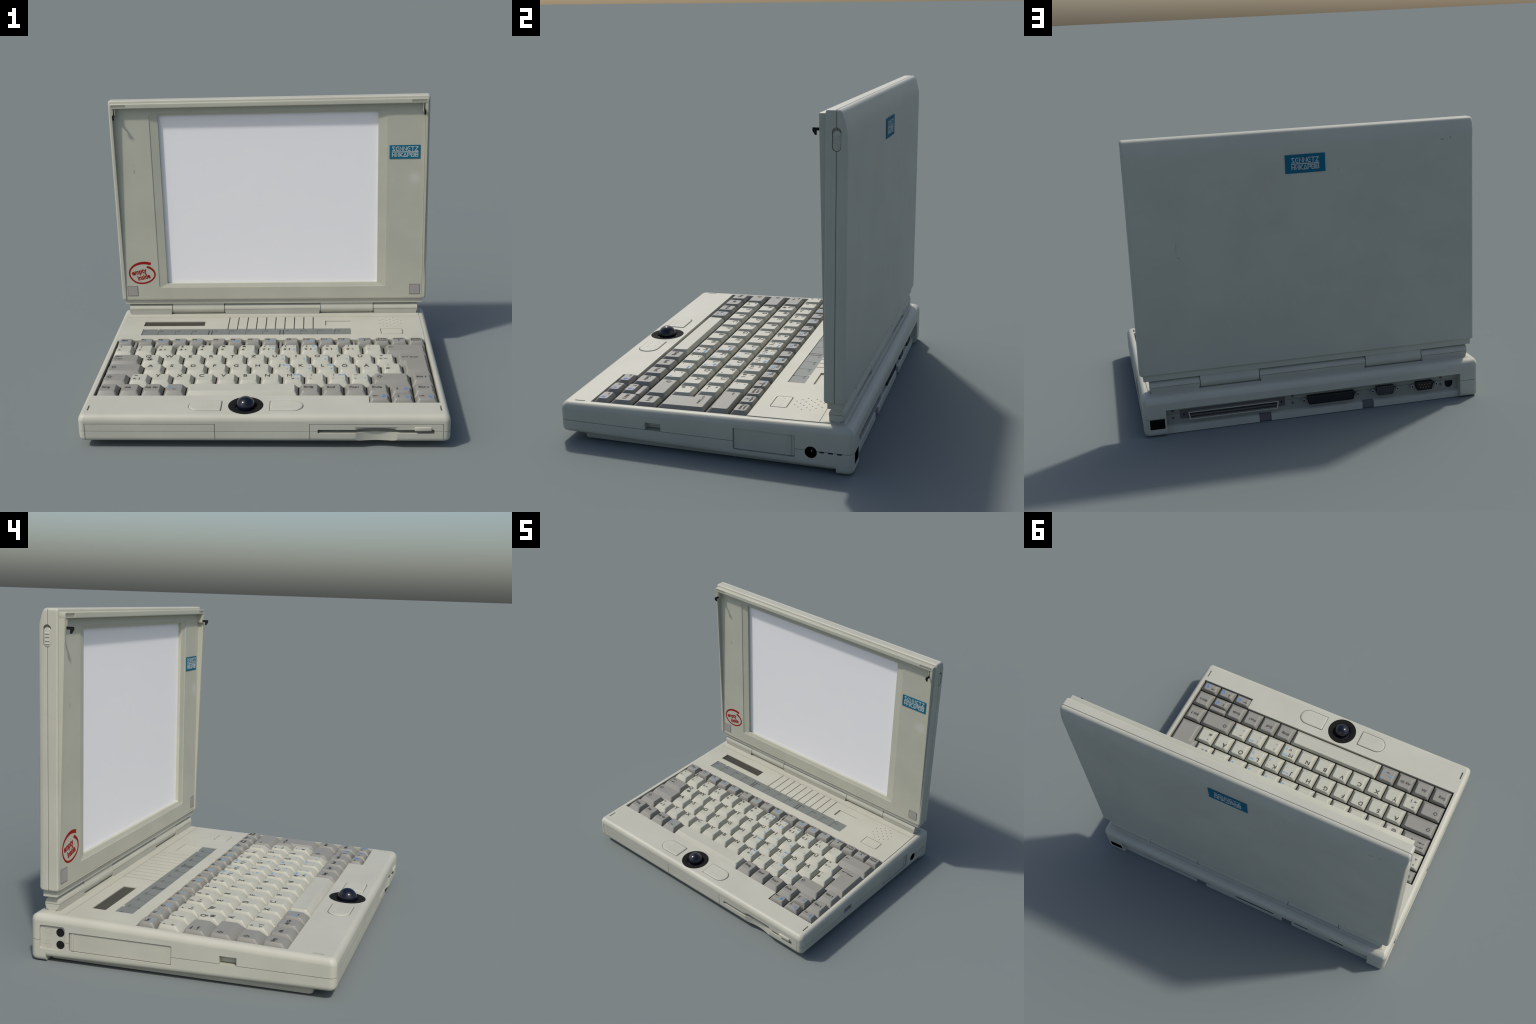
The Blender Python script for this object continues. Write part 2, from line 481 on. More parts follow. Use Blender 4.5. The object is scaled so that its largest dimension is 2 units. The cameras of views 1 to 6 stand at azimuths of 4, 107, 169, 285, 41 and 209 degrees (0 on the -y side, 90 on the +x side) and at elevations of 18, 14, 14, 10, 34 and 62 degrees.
# pointing device
bm = bmesh.new()
prof = [(0.0962, -.03), (0.0962, -.001), (0.0945, .0008), (0.090, .0012), (0.0615, -.0035), (0.0575, -.006), (0.0555, -.012), (0.0555, -.03)]
n = 64
loft(bm, [[(r * math.cos(2 * math.pi * i / n), r * math.sin(2 * math.pi * i / n), h) for i in range(n)] for r, h in prof], False, False)
rg = obj('trackball_ring', bm, M_ring, loc=(BX, BYC, D(BYC))); rg.rotation_euler = (TILT, 0, 0)
bm = bmesh.new(); add_cyl(bm, (0, 0), 'z', 0.0560, -0.05, -0.014, 32)
sk = obj('socket_floor', bm, M_well, parent=rg)
bm = bmesh.new(); bmesh.ops.create_uvsphere(bm, u_segments=64, v_segments=32, radius=0.0505)
obj('trackball', bm, M_ball, parent=rg, loc=(0, 0, 0.0015), angle=180)

def bumps(bm, pts, r, h, zf):
    for x, y in pts:
        z = zf(x, y)
        rings = []
        for k in range(4):
            a = k / 4 * math.pi / 2
            rings.append([(x + r * math.cos(a) * math.cos(t), y + r * math.cos(a) * math.sin(t), z + h * math.sin(a)) for t in [2 * math.pi * i / 10 for i in range(10)]])
        loft(bm, rings, False, True)
for x0, x1, fl in BTN:
    bm = bmesh.new()
    lev = [(.0034, -.0115), (.0034, .0002), (.0040, .0016), (.0052, .0034), (.009, .0045), (.016, .0050)]
    loft(bm, [[(x, y, h) for x, y in dshape(x0, x1, BY0, BY1, fl, d)] for d, h in lev])
    deckify(bm)
    xs = (-.333, -.3065, -.2798, -.253) if fl else (.0720, .0988, .1250, .1515)
    b2 = obj('mouse_button', bm, M_case, angle=50); weighted(b2, 50)
    bm = bmesh.new()
    bumps(bm, [(x, y) for x in xs for y in (-.5975, -.6415)], .0034, .0016, lambda x, y: D(y) + .0048)
    obj('grip_dot', bm, M_case, parent=b2, angle=80)['kind'] = 'stuff'

# power button
bm = bmesh.new()
for_ = [(.0040, -.0115), (.0040, .0033), (.0048, .0043), (.0062, .0049)]
loft(bm, [[(x, y, h) for x, y in round_poly(offset_poly(rect(.6945, .833, .298, .3845), d), max(.004, .012 - d), 4)] for d, h in for_])
deckify(bm); pb = obj('power_button', bm, M_case, angle=50); weighted(pb, 50)
bm = bmesh.new(); bumps(bm, [(x, .345) for x in (.727, .7545, .782, .8095)], .003, .0012, lambda x, y: D(y) + .0048)
obj('grip_dot', bm, M_case, parent=pb, angle=80)['kind'] = 'stuff'

# status display and label strip
bm = box(-.826, -.4313, .436, .5065, -.0043, -.0015); deckify(bm); obj('status_display', bm, M_lcd)
bm = box(-.8222, .5072, .2968, .3872, -.0033, -.0004); deckify(bm); st = obj('label_strip', bm, M_strip)
bm = bmesh.new(); CELL = [-.719, -.609, -.502, -.264, -.157, -.0495, .1904, .2974, .403]
for x in CELL: add_box(bm, x - .0016, x + .0016, .298, .372, -.0015, .0000)
deckify(bm); obj('cell_line', bm, M_stripline, parent=st)['kind'] = 'stuff'
bm = bmesh.new()
for x in (-.394, -.374, .0597, .081): add_box(bm, x - .0032, x + .0032, .297, .372, -.0015, .0002)
for x in (-.7205, .4025): add_cyl(bm, (x, .3005), 'z', .006, -.0015, .0006, 14)
deckify(bm); obj('divider_bar', bm, M_stripdark, parent=st)['kind'] = 'stuff'
bm = bmesh.new()
for x in (-.7205, .4025): add_cyl(bm, (x, .3872), 'z', .0085, -.0015, .0039, 18)
deckify(bm); obj('strip_tab', bm, M_case, parent=st)['kind'] = 'stuff'
bm = bmesh.new()
starts = [-.823, -.719, -.609, -.502, -.371, -.264, -.157, -.0495, .0835, .1904, .2974, .403]
for i, x in enumerate(starts):
    add_text(bm, 'F%d' % (i + 1), .018, lambda u, v, h, x=x: (x + .021 + u, .361 + v, D(.361 + v) - .0002 + h * .3), sx=1.3)
obj('strip_legend', bm, M_stripdark, parent=st)

# ------------------------------------------------------------------ front, side and rear fittings
bm = box(.8085, .8955, -.7475, -.71, .1122, .1312, .0015); obj('eject_button', bm, M_door)
bm = box(.2945, .9133, -.708, -.695, .090, .118); obj('drive_flap', bm, plastic('flap_plastic', (0.20, 0.195, 0.165)))
def side_door(name, y0, y1, z0, z1, s, xin, ridge):
    bm = bmesh.new()
    rings = []
    for d, h in ((.0026, -.012), (.0026, .0045), (.0036, .0058)):
        rings.append([(s * (xin + h), y, z) for y, z in round_poly(offset_poly(rect(y0, y1, z0, z1), d), .0055, 3)])
    loft(bm, rings); o = obj(name, bm, M_door)
    bm = bmesh.new()
    add_prism(bm, round_poly(rect(ridge - .005, ridge + .005, z0 + .006, z1 - .006), .0045, 4), 'x', s * (xin + .003), s * (xin + .0108))
    obj('grip_ridge', bm, M_door, parent=o)
side_door('card_door', 0.168, 0.4715, 0.0615, 0.172, 1, 0.9860, 0.447)
side_door('drive_door', 0.031, 0.5455, 0.065, 0.1585, -1, 0.988, 0.527)
# jack panel
bm = bmesh.new(); add_prism(bm, round_poly(rect(.5672, .6968, .0632, .1801), .0113, 3), 'x', -.9905, -.984); obj('jack_panel', bm, M_door)
bm = bmesh.new()
for z in (.150, .0895): add_cyl(bm, (.5927, z), 'x', .0205, -.9922, -.970, 28)
obj('jack_socket', bm, M_black)
Tl = lambda u, v, h: (-.9905 - h, .655 - u, v)     # drawn on the left wall, u runs toward the front
bm = bmesh.new()
add_stroke(bm, [(-.017, .163), (-.017, .140), (.010, .140), (.010, .163)], .003, Tl, -.002, .0006, True)
add_stroke(bm, [(.010, .157), (.018, .162), (.018, .134), (.010, .142)], .003, Tl, -.002, .0007)
add_stroke(bm, [(.018 * math.cos(t) * .8, .0885 + .018 * math.sin(t)) for t in [2 * math.pi * i / 20 for i in range(20)]], .003, Tl, -.002, .0006, True)
add_stroke(bm, [(-.024, .0885), (.004, .0885)], .003, Tl, -.002, .0008)
obj('panel_icon', bm, M_icon)
# power jack
bm = bmesh.new()
add_cyl(bm, (.548, .097), 'x', .0291, .951, .955, 32)
n = 32
loft(bm, [[(x, .548 + r * math.cos(2 * math.pi * i / n), .097 + r * math.sin(2 * math.pi * i / n)) for i in range(n)]
          for x, r in ((.955, .0291), (.9975, .0291), (.9985, .0275), (.955, .027))], False, False)
pj = obj('power_socket', bm, simple('deep_black', (0.003, 0.003, 0.003), 0.9, spec=0.03))
bm = bmesh.new(); add_cyl(bm, (.548, .097), 'x', .0035, .954, .985, 12, r2=.003); obj('centre_pin', bm, M_steel, parent=pj)
bm = bmesh.new()
for y in (0.599, 0.641, 0.683): add_box(bm, .972, .9925, y - .012, y + .012, .098, .104)
obj('vent_fill', bm, M_black)['kind'] = 'stuff'  # black blocks set into the cut vents to stand for their dark depth
# infrared window at the rear corner
bm = bmesh.new(); o_, i_ = round_poly(rect(.8817, .9663, .0437, .1025), .0038, 3), round_poly(rect(.8827, .9653, .0447, .1015), .003, 3)
loft(bm, [[(x, y, z) for x, z in r] for r, y in ((o_, .7292), (o_, .7470), (i_, .7470), (i_, .7315))])
obj('infrared_window', bm, simple('black_window', (0.004, 0.004, 0.004), 0.6, spec=0.1))

# rear panel with its connectors
bm = bmesh.new(); add_box(bm, -.8845, .8715, .694, .7005, .012, .1045); add_box(bm, -.8845, .8715, .694, .7005, .1062, .1508)
obj('rear_panel', bm, M_rear)
bm = bmesh.new()
prof = [(.69, .0), (.7235, .0), (.7235, .036), (.7205, .0375), (.702, .046), (.69, .046)]
for a, b in ((-.8845, -.352), (-.2825, .2665), (.337, .8715)):
    loft(bm, [[(x, y, z) for y, z in prof] for x in (a, b)])
obj('rear_ledge', bm, M_case)
bm = bmesh.new()
prof = [(.69, .001), (.7165, .001), (.7165, .034), (.7005, .045), (.69, .045)]
for a, b in ((-.3518, -.2827), (.2667, .3368)):
    loft(bm, [[(x, y, z) for y, z in prof] for x in (a, b)])
obj('ledge_clip', bm, M_clip)
def trap(xa, xb, z0, z1, sl): return [(xa + sl, z0), (xb - sl, z0), (xb, z1), (xa, z1)]
Y0 = .7004
# docking connector
bm = box(.178, .791, .698, .7035, .0725, .1255, .001); dk = obj('dock_connector', bm, M_dull)
bm = bmesh.new()
oc, ic = trap(.2195, .7460, .0705, .1165, .008), trap(.2265, .7390, .0745, .1125, .007)
o_, i_ = round_poly(oc, .004, 3), round_poly(ic, .003, 3)
loft(bm, [[(x, y, z) for x, z in r] for r, y in ((o_, .70), (o_, .7290), (i_, .7290), (i_, .70))], False, False)
obj('connector_shell', bm, M_metal, parent=dk)
bm = bmesh.new()
for z in (.0785, .0905, .0965, .1085):
    for i in range(58):
        x = .2345 + i * .0086 + (.0043 if z in (.0905, .1085) else 0)
        add_box(bm, x, x + .0045, .7036, .7200, z - .0018, z + .0018)
obj('contact_pin', bm, M_pin, parent=dk)['kind'] = 'stuff'
bm = bmesh.new(); add_box(bm, .236, .732, .7035, .7240, .0915, .0955)
obj('contact_tongue', bm, M_dull, parent=dk)
bm = bmesh.new()
for x in (.199, .769): add_cyl(bm, (x, .0985), 'y', .0055, .70, .7042, 14)
obj('mount_dot', bm, M_black, parent=dk)  # solid black discs on the plate, standing in for mounting holes
def dsub(name, x0, x1, z0, z1, rows, matbody, pin=None):
    bm = bmesh.new()
    c = trap(x0, x1, z0, z1, .010)
    a, i_ = round_poly(c, .006, 4), round_poly(offset_poly(c, .003), .004, 4)
    loft(bm, [[(x, y, z) for x, z in r] for r, y in ((a, .69), (a, .7280), (i_, .7290), (i_, .7250))])
    o = obj(name, bm, matbody)
    bm = bmesh.new()
    for k, nn in enumerate(rows):
        zc = z1 - (z1 - z0) * (k + 1) / (len(rows) + 1)
        pitch = (x1 - x0 - .045) / (max(rows) - 1)
        for i in range(nn):
            xc = (x0 + x1) / 2 + (i - (nn - 1) / 2) * pitch
            add_cyl(bm, (xc, zc), 'y', .0030 if pin is None else .0022, .7240, .7254 if pin is None else .7262, 8)
    obj('contact_dot' if pin is None else 'contact_pin', bm, pin or simple('dot_black', (0.002, 0.002, 0.002), 0.9), parent=o)['kind'] = 'stuff'  # without pins: black discs on the connector face in place of holes
    b2 = bmesh.new(); b3 = bmesh.new()
    for x in (x0 - .0195, x1 + .0195):
        zc = (z0 + z1) / 2 + .001; n = 6
        add_cyl(b2, (x, zc), 'y', .0125, .70, .7140, 6)
        add_cyl(b2, (x, zc), 'y', .0098, .7140, .7230, 18)
        add_cyl(b3, (x, zc), 'y', .0056, .7228, .7233, 14)
    obj('jack_screw', b2, M_steel, parent=o); obj('screw_dot', b3, M_black, parent=o)  # b3: black discs on the screw ends in place of bores
M_conn = simple('connector_black', (0.010, 0.010, 0.012), 0.55)
M_connm = simple('connector_gray', (0.055, 0.055, 0.06), 0.5)
dsub('parallel_port', -.238, .0495, .0685, .1195, (13, 12), M_conn)
dsub('video_port', -.4815, -.3690, .0700, .1235, (5, 5, 5), M_connm)
dsub('serial_port', -.7245, -.6135, .0700, .1205, (5, 4), M_conn, M_gold)
bm = bmesh.new()
pts = [(-.8045, .100)] + [(-.829 + .0245 * math.cos(a), .082 + .0245 * math.sin(a)) for a in [math.pi + math.pi * i / 14 for i in range(15)]] + [(-.8535, .100)]
pts = [(-.8535, .100)] + [(-.829 + .0245 * math.cos(a), .082 + .0245 * math.sin(a)) for a in [math.pi + math.pi * i / 14 for i in range(15)]] + [(-.8045, .100)]
add_prism(bm, pts, 'y', .698, .7018); obj('mouse_port', bm, M_black)
bm = bmesh.new()
for x in (.831, .1325, -.7783):
    for z in (.082, .1245): add_cyl(bm, (x, z), 'y', .0082, .699, .7025, 16)
obj('panel_screw', bm, M_dull)

# ------------------------------------------------------------------ hinges
HYC, HZC, HR = .6565, .2715, .0370
def arc(a0, a1, n=14, r=HR): return [(HYC + r * math.cos(math.radians(a0 + (a1 - a0) * i / n)), HZC + r * math.sin(math.radians(a0 + (a1 - a0) * i / n))) for i in range(n + 1)]
for x0, x1 in ((-.948, -.664), (-.3155, .3155), (.664, .948)):
    bm = bmesh.new()
    add_prism(bm, arc(1.5, 178.5), 'x', x0, x1)
    hb = obj('hinge_barrel', bm, M_hinge, angle=40)
    bm = bmesh.new()
    h0, h1 = x0 + .0055, x1 - .0055
    add_prism(bm, [(.6205, .228), (.6925, .228), (.6925, HZC - .001), (.6205, HZC - .001)], 'x', h0, h1)
    obj('hinge_block', bm, plastic('hinge_block_shaded_plastic', (0.365, 0.362, 0.31)) if 'HB' not in globals() else HB, parent=hb); HB = bpy.data.materials['hinge_block_shaded_plastic']  # darker copy of the hinge plastic: the block's shade is put into the colour
    bm = bmesh.new()
    for a, b in ((x0, x0 + .0052), (x1 - .0052, x1)): add_prism(bm, arc(181.5, 358.5), 'x', a, b)
    obj('hinge_cap', bm, M_hinge, parent=hb, angle=40)
# low plinth carrying the hinges
bm = bmesh.new()
prof = [(.590, -.004), (.590, .0039), (.600, .0046), (.608, .0056), (.612, .0060), (.684, .0056), (.692, .0046), (.6955, .0028), (.6955, -.004)]
loft(bm, [[(x, y, D(y) + h) for y, h in prof] for x in (-.952, .952)])
obj('hinge_plinth', bm, M_case, angle=25)

# ------------------------------------------------------------------ lid
LX, LZ0 = .9945, .343
LS = .0025     # lid set-back
LC = .0045     # lid sits a touch to the right of the base
def lid_ring(y, xi, bi, zt, r=.013):
    return [(x + LC, y + LS, z + (.0012 if z > 1 else 0)) for x, z in round_poly(rect(-LX + xi, LX - xi, LZ0 + bi, zt), r, 5)]
front = [(.603, .0105, .012, 1.6570), (.6042, .0055, .0065, 1.6615), (.6075, .0018, .002, 1.6648), (.6125, 0, 0, 1.6665), (.6500, 0, 0, 1.6665), (.6524, .0018, .0015, 1.6647)]
back = [(.6545, .0018, .0015, 1.6647), (.6569, 0, 0, 1.6665), (.6620, 0, 0, 1.6662), (.6675, 0, 0, 1.6645), (.6725, 0, 0, 1.6610), (.6765, .0002, 0, 1.6555),
        (.6795, .0006, .0004, 1.6480), (.6840, .0012, .001, 1.6350), (.6900, .0025, .002, 1.6160), (.6955, .0048, .004, 1.5950), (.6990, .0080, .0065, 1.5740), (.7012, .0125, .010, 1.5480), (.7022, .0190, .016, 1.5100)]
bm = bmesh.new(); loft(bm, [lid_ring(*r) for r in front]); lf = obj('lid_front_shell', bm, M_lid)
boolean(lf, box(-.9695 + LC, .9695 + LC, .55, .6500, .3505, 1.640))
bm = bmesh.new(); loft(bm, [lid_ring(*r) for r in back]); lb = obj('lid_back_shell', bm, M_lid)
# slider slots through both shells
for o in (lf, lb):
    bm = bmesh.new()
    for s in (-1, 1):
        a, b = sorted((s * .978 + LC, s * 1.1))
        add_prism(bm, round_poly(rect(.6365, .6765, 1.4905, 1.5935), .0195, 8), 'x', a, b)
    boolean(o, bm)
weighted(lf, 28); weighted(lb, 28)
for s in (-1, 1):
    bm = bmesh.new()
    rings = [[(s * x + LC, y, z) for y, z in round_poly(offset_poly(rect(.6380, .6750, 1.4920, 1.5800), d), .0180 - d, 8)] for d, x in ((0, .975), (0, .9895), (.0015, .9912), (.004, .9918))]
    loft(bm, rings); sb = obj('lid_latch_slider', bm, M_lid, angle=40)
    bm = bmesh.new()
    for z in (1.507, 1.521, 1.539, 1.553):
        add_prism(bm, [(z + .0042 * math.cos(t), .9910 + .0040 * math.sin(t)) for t in [math.pi * i / 8 for i in range(9)]], 'y', .6460, .6670)
    for v in bm.verts: v.co = Vector((s * v.co.z + LC, v.co.y, v.co.x))
    obj('slider_rib', bm, M_lid, parent=sb, angle=60)
# neck below the lid, and its two barrels
bm = bmesh.new()
add_box(bm, -.9755 + LC, .9755 + LC, .6195, .6915, .3125, .350, 0, .0012, 1)
obj('lid_neck', bm, M_lid)
for x0, x1 in ((-.660, -.3195), (.3195, .660)):
    bm = bmesh.new()
    pts = [(.6262, .340)] + arc(146, 394, 24, .0365) + [(.6868, .340)]
    add_prism(bm, pts, 'x', x0, x1); obj('lid_hinge_barrel', bm, M_lid, angle=40)

# bezel with its sloping window frame
bz = obj('screen_bezel', box(-.9685 + LC, .9685 + LC, .611, .6485, .3515, 1.6390, .0008, 1), M_bezel)
bm = bmesh.new()
ro, ri = round_poly(rect(-.7392, .7392, .430, 1.5835), .014, 5), round_poly(rect(-.6860, .6860, .4545, 1.5700), .009, 5)
k = .003 / .021
rext = [(2.0 * a[0] - b[0], 2.0 * a[1] - b[1]) for a, b in zip(ro, ri)]
loft(bm, [[(x, y, z) for x, z in r] for r, y in ((ro, .5900), (ro, .6136), (ri, .6205), (ri, .66))])
boolean(bz, bm)
weighted(bz, 20)
bm = box(-.6900, .6900, .6388, .6480, .450, 1.5745); obj('screen', bm, M_screen)
# hood round the bezel, tapering to the bottom
def hood_y(z): return .6075 - .0247 * (z - .373)
bm = bmesh.new()
yt = hood_y(1.6505)
HC = .0055
add_box(bm, -.9795 + HC, .9795 + HC, yt, .6125, 1.6235, 1.6505, 0, .0016, 2)
hd = obj('screen_hood', bm, M_bezel)
bm = bmesh.new()
for s in (-1, 1):
    a, b = sorted((s * .8795 + HC, s * .9715 + HC))
    add_prism(bm, round_poly(rect(a, b, 1.6305, 1.6445), .0068, 5), 'y', .55, yt + .008)
boolean(hd, bm)
bm = bmesh.new(); bm.from_mesh(hd.data)
for s in (-1, 1):
    loft(bm, [[(s * x + HC, y, z) for y, z in ((.613, .3535), (hood_y(.3535), .3535), (hood_y(1.6245), 1.6245), (.613, 1.6245))] for x in (.9690, .9788)])
bmesh.ops.recalc_face_normals(bm, faces=bm.faces); bm.to_mesh(hd.data); bm.free(); finish(hd.data, 30)
for s in (-1, 1):
    a, b = sorted((s * .8802 + HC, s * .9708 + HC))
    bm = bmesh.new(); add_prism(bm, round_poly(rect(a, b, 1.6312, 1.6438), .006, 5), 'y', yt + .0018, yt + .012)
    obj('hood_bumper', bm, M_slotpad, parent=hd)
    # latch guide with its slit, and the black hook
    bm = bmesh.new()
    add_box(bm, *sorted((s * .9490 + HC, s * .9525 + HC)), yt + .002, .612, 1.5700, 1.6240)
    add_box(bm, *sorted((s * .9605 + HC, s * .9692 + HC)), yt + .002, .612, 1.5700, 1.6240)
    add_box(bm, *sorted((s * .9520 + HC, s * .9610 + HC)), .602, .6125, 1.5700, 1.6240)
    obj('latch_guide', bm, M_bezel, parent=hd)
    bm = bmesh.new()
    hook = [(.604, 1.5735), (.604, 1.5865), (.5425, 1.5865), (.5425, 1.5720), (.5540, 1.5545), (.5605, 1.5545), (.5605, 1.5735)]
    add_prism(bm, hook, 'x', s * .9528 + HC, s * .9602 + HC)
    obj('lid_hook', bm, M_black)
# corner rubber pads
for x0, x1 in ((-.9515, -.8830), (.8925, .9610)):
    bm = box(x0, x1, .6095, .615, .3735, .4435); pd = obj('rubber_pad', bm, M_padedge)
    bm = box(x0 + .003, x1 - .003, .6088, .615, .3765, .4405); obj('pad_face', bm, M_pad, parent=pd)

# blue name plates
GL = {  # stroke letters in a 1 x 1 cell
    'S': [[(.95, .92), (.12, .92), (.80, .10), (.05, .10)]],
    'E': [[(.95, .92), (.35, .92), (.10, .70), (.10, .30), (.35, .08), (.95, .08)], [(.72, .62), (.72, .38)]],
    'N': [[(.10, .0), (.10, .95), (.90, .05), (.90, 1.0)]],
    'T': [[(.0, .92), (1.0, .92)], [(.5, .90), (.5, .0)]],
    'Z': [[(.05, .92), (.92, .92), (.08, .08), (.95, .08)]],
    'H': [[(.10, 0), (.10, 1)], [(.90, 0), (.90, 1)], [(.10, .5), (.90, .5)]],
    'I': [[(.10, 1.0), (.10, .05), (.90, .95), (.90, .0)]],
    'K': [[(.10, 0), (.10, 1)], [(.92, 1.0), (.22, .5), (.95, .0)]],
    'D': [[(.5, .95), (.92, .08), (.08, .08)]],
    'P': [[(.10, 0), (.10, .92), (.90, .92), (.90, .45), (.12, .45)]],
    'O': [[(.08, .08), (.92, .08), (.92, .92), (.08, .92)], [(.38, .5), (.62, .5)]],
    'B': [[(.10, .08), (.90, .08), (.90, .92), (.10, .92)], [(.12, .5), (.88, .5)]],
}
CLOSED = {('D', 0), ('O', 0), ('B', 0)}
def name_plate(x0, x1, z0, z1, tx0, tx1, tz, surf, s):
    """s=-1 faces -y (front), +1 faces +y (rear, mirrored)"""
    bm = box(x0, x1, *sorted((surf, surf + s * .0022)), z0, z1)
    o = obj('name_plate', bm, M_blue)
    bm = bmesh.new()
    def line(word, za, zb, k0):
        n = len(word); cw = (tx1 - tx0) / n
        for i, ch in enumerate(word):
            for j, st_ in enumerate(GL[ch]):
                pts = [(tx0 + cw * (i + .04 + .88 * u), za + (zb - za) * v) for u, v in st_]
                T = lambda u, v, h: ((u if s < 0 else -u), surf + s * (.0022 + h), v)
                add_stroke(bm, pts, cw * (.185 if not (ch == 'O' and j == 1) else .22), T, -.001, .0005 + .00012 * (j + i % 2), (ch, j) in CLOSED)
    line('SENNETZ', tz[1], tz[0], 0)
    line('HIKDPOB', tz[3], tz[2], 1)
    T = lambda u, v, h: ((u if s < 0 else -u), surf + s * (.0022 + h), v)
    zm = (tz[1] + tz[2]) / 2
    add_stroke(bm, [(tx0, zm), (tx1, zm)], (tz[1] - tz[2]) * .45, T, -.001, .0005)
    obj('plate_lettering', bm, M_white, parent=o)
name_plate(.7550, .9450, 1.2722, 1.3583, .7690, .9335, (1.3495, 1.3215, 1.3095, 1.2845), .611, -1)
name_plate(-.1134, .1134, 1.4285, 1.5310, -.0795, .0795, (1.5140, 1.4850, 1.4730, 1.4465), .7057, 1)

# red round badge
Tf = lambda u, v, h: (u, .611 - h, v)
cl = [(-.814, .577), (-.793, .568), (-.774, .552), (-.7645, .532), (-.768, .506), (-.790, .482), (-.822, .467), (-.857, .4625), (-.895, .472),
      (-.922, .500), (-.9315, .531), (-.922, .562), (-.895, .587), (-.858, .601), (-.822, .6035), (-.787, .5965)]
wd = [.0135, .0125, .011, .009, .008, .0085, .009, .009, .009, .0085, .0085, .009, .0115, .014, .0155, .0165]
pts = catmull([(a, b, w) for (a, b), w in zip(cl, wd)], 5)
bm = bmesh.new()
add_stroke(bm, [(p.x, p.y) for p in pts], [p.z * 1.15 for p in pts], Tf, -.001, .0008)
add_text(bm, 'empty', .048, lambda u, v, h: Tf(-.866 + u, .5365 + v, h * .6 + .0003), bold=.0015, sx=.82, rot=math.radians(13), extr=.001)
add_text(bm, 'inside', .048, lambda u, v, h: Tf(-.838 + u, .5070 + v, h * .6 + .0003), bold=.0015, sx=.76, rot=math.radians(13), extr=.001)
obj('round_badge', bm, M_red)

# ------------------------------------------------------------------ keys
U = .1269; KX0 = -.952; GAP = .0035
ROWY = {1: -.505, 2: -.3785, 3: -.2518, 4: -.1252, 5: .0015}
def top_z(y_loc, y0, y1):          # key top, local height above the deck plane at the key
    return .0120
def key_mesh(base, top, zb, yt0, yt1, name, rb=.006, rt=.011):
    """base/top corner outlines (ccw, local), lofted, with a soft rim and a shallow dish"""
    bm = bmesh.new()
    sl = lambda y: SL * y
    yb0, yb1 = min(p[1] for p in base), max(p[1] for p in base)
    R = [[(x, y, -.0270 + sl(y)) for x, y in round_poly(offset_poly(base, .0032), rb, 4)],
         [(x, y, zb - .0070 * (yb1 - y) / (yb1 - yb0) + sl(y)) for x, y in round_poly(base, rb, 4)]]
    zt = lambda y: top_z(y, yt0, yt1) + sl(y)
    for d, h in ((0, -.0022), (.0008, -.0009), (.0022, -.0002), (.0042, .0), (.014, -.0006), (.024, -.0009)):
        t = offset_poly(top, d)
        R.append([(x, y, zt(y) + h) for x, y in round_poly(t, max(.0015, rt - d * .5), 4)])
    loft(bm, R)
    me = to_mesh(bm, name); finish(me, 60); return me
_k = {}
def rect_key(w, d, front=.0300, rear=.0060, sr=.0185, sf=.0165):
    k = (round(w, 4), round(d, 4), front)
    if k not in _k:
        x, y = w / 2, d / 2
        base = rect(-x, x, -y, y)
        top = [(-x + sf, -y + front), (x - sf, -y + front), (x - sr, y - rear), (-x + sr, y - rear)]
        _k[k] = (key_mesh(base, top, -.0115, -y + front, y - rear, 'keycap'), -y + front, y - rear)
    return _k[k]

def tab_arrow(bm, T, x, y, l, right):
    s = 1 if right else -1
    add_stroke(bm, [(x - s * l / 2, y), (x + s * l * .2, y)], .0035, T, -.001, .0005)
    add_stroke(bm, [(x + s * l * .1, y), (x + s * l * .42, y)], [.013, .001], T, -.001, .0006)
    add_stroke(bm, [(x + s * l * .5, y - .006), (x + s * l * .5, y + .006)], .003, T, -.001, .0007)
def arrow(bm, T, x, y, dx, dy, l=.026, mat=0):
    a = (x - dx * l / 2, y - dy * l / 2); b = (x + dx * l / 2, y + dy * l / 2); m = (x + dx * l * .08, y + dy * l * .08)
    add_stroke(bm, [a, m], .0038, T, -.001, .0005, mat=mat)
    add_stroke(bm, [m, b], [.013, .0008], T, -.001, .0007, mat=mat)
def shift_icon(bm, T, x, y, s=.015):
    p = [(-.9, .05), (0, .95), (.9, .05), (.42, .05), (.42, -.75), (-.42, -.75), (-.42, .05)]
    add_stroke(bm, [(x + a * s, y + b * s) for a, b in p], .0030, T, -.001, .0006, True)
def smudge(bm, T, x, y, w, rows=1, mat=1):
    """tiny two-line function print, too small to read: short dashes"""
    for r in range(rows):
        xx = x - w / 2 + (0 if r == 0 else w * .2)
        k = 0
        for f in (.22, .14, .3, .18):
            ww = w * f * (.9 if r == 0 else .7)
            add_stroke(bm, [(xx, y - r * .0095), (xx + ww, y - r * .0095)], .0048, T, -.001, .0005, mat=mat)
            xx += ww + w * .045
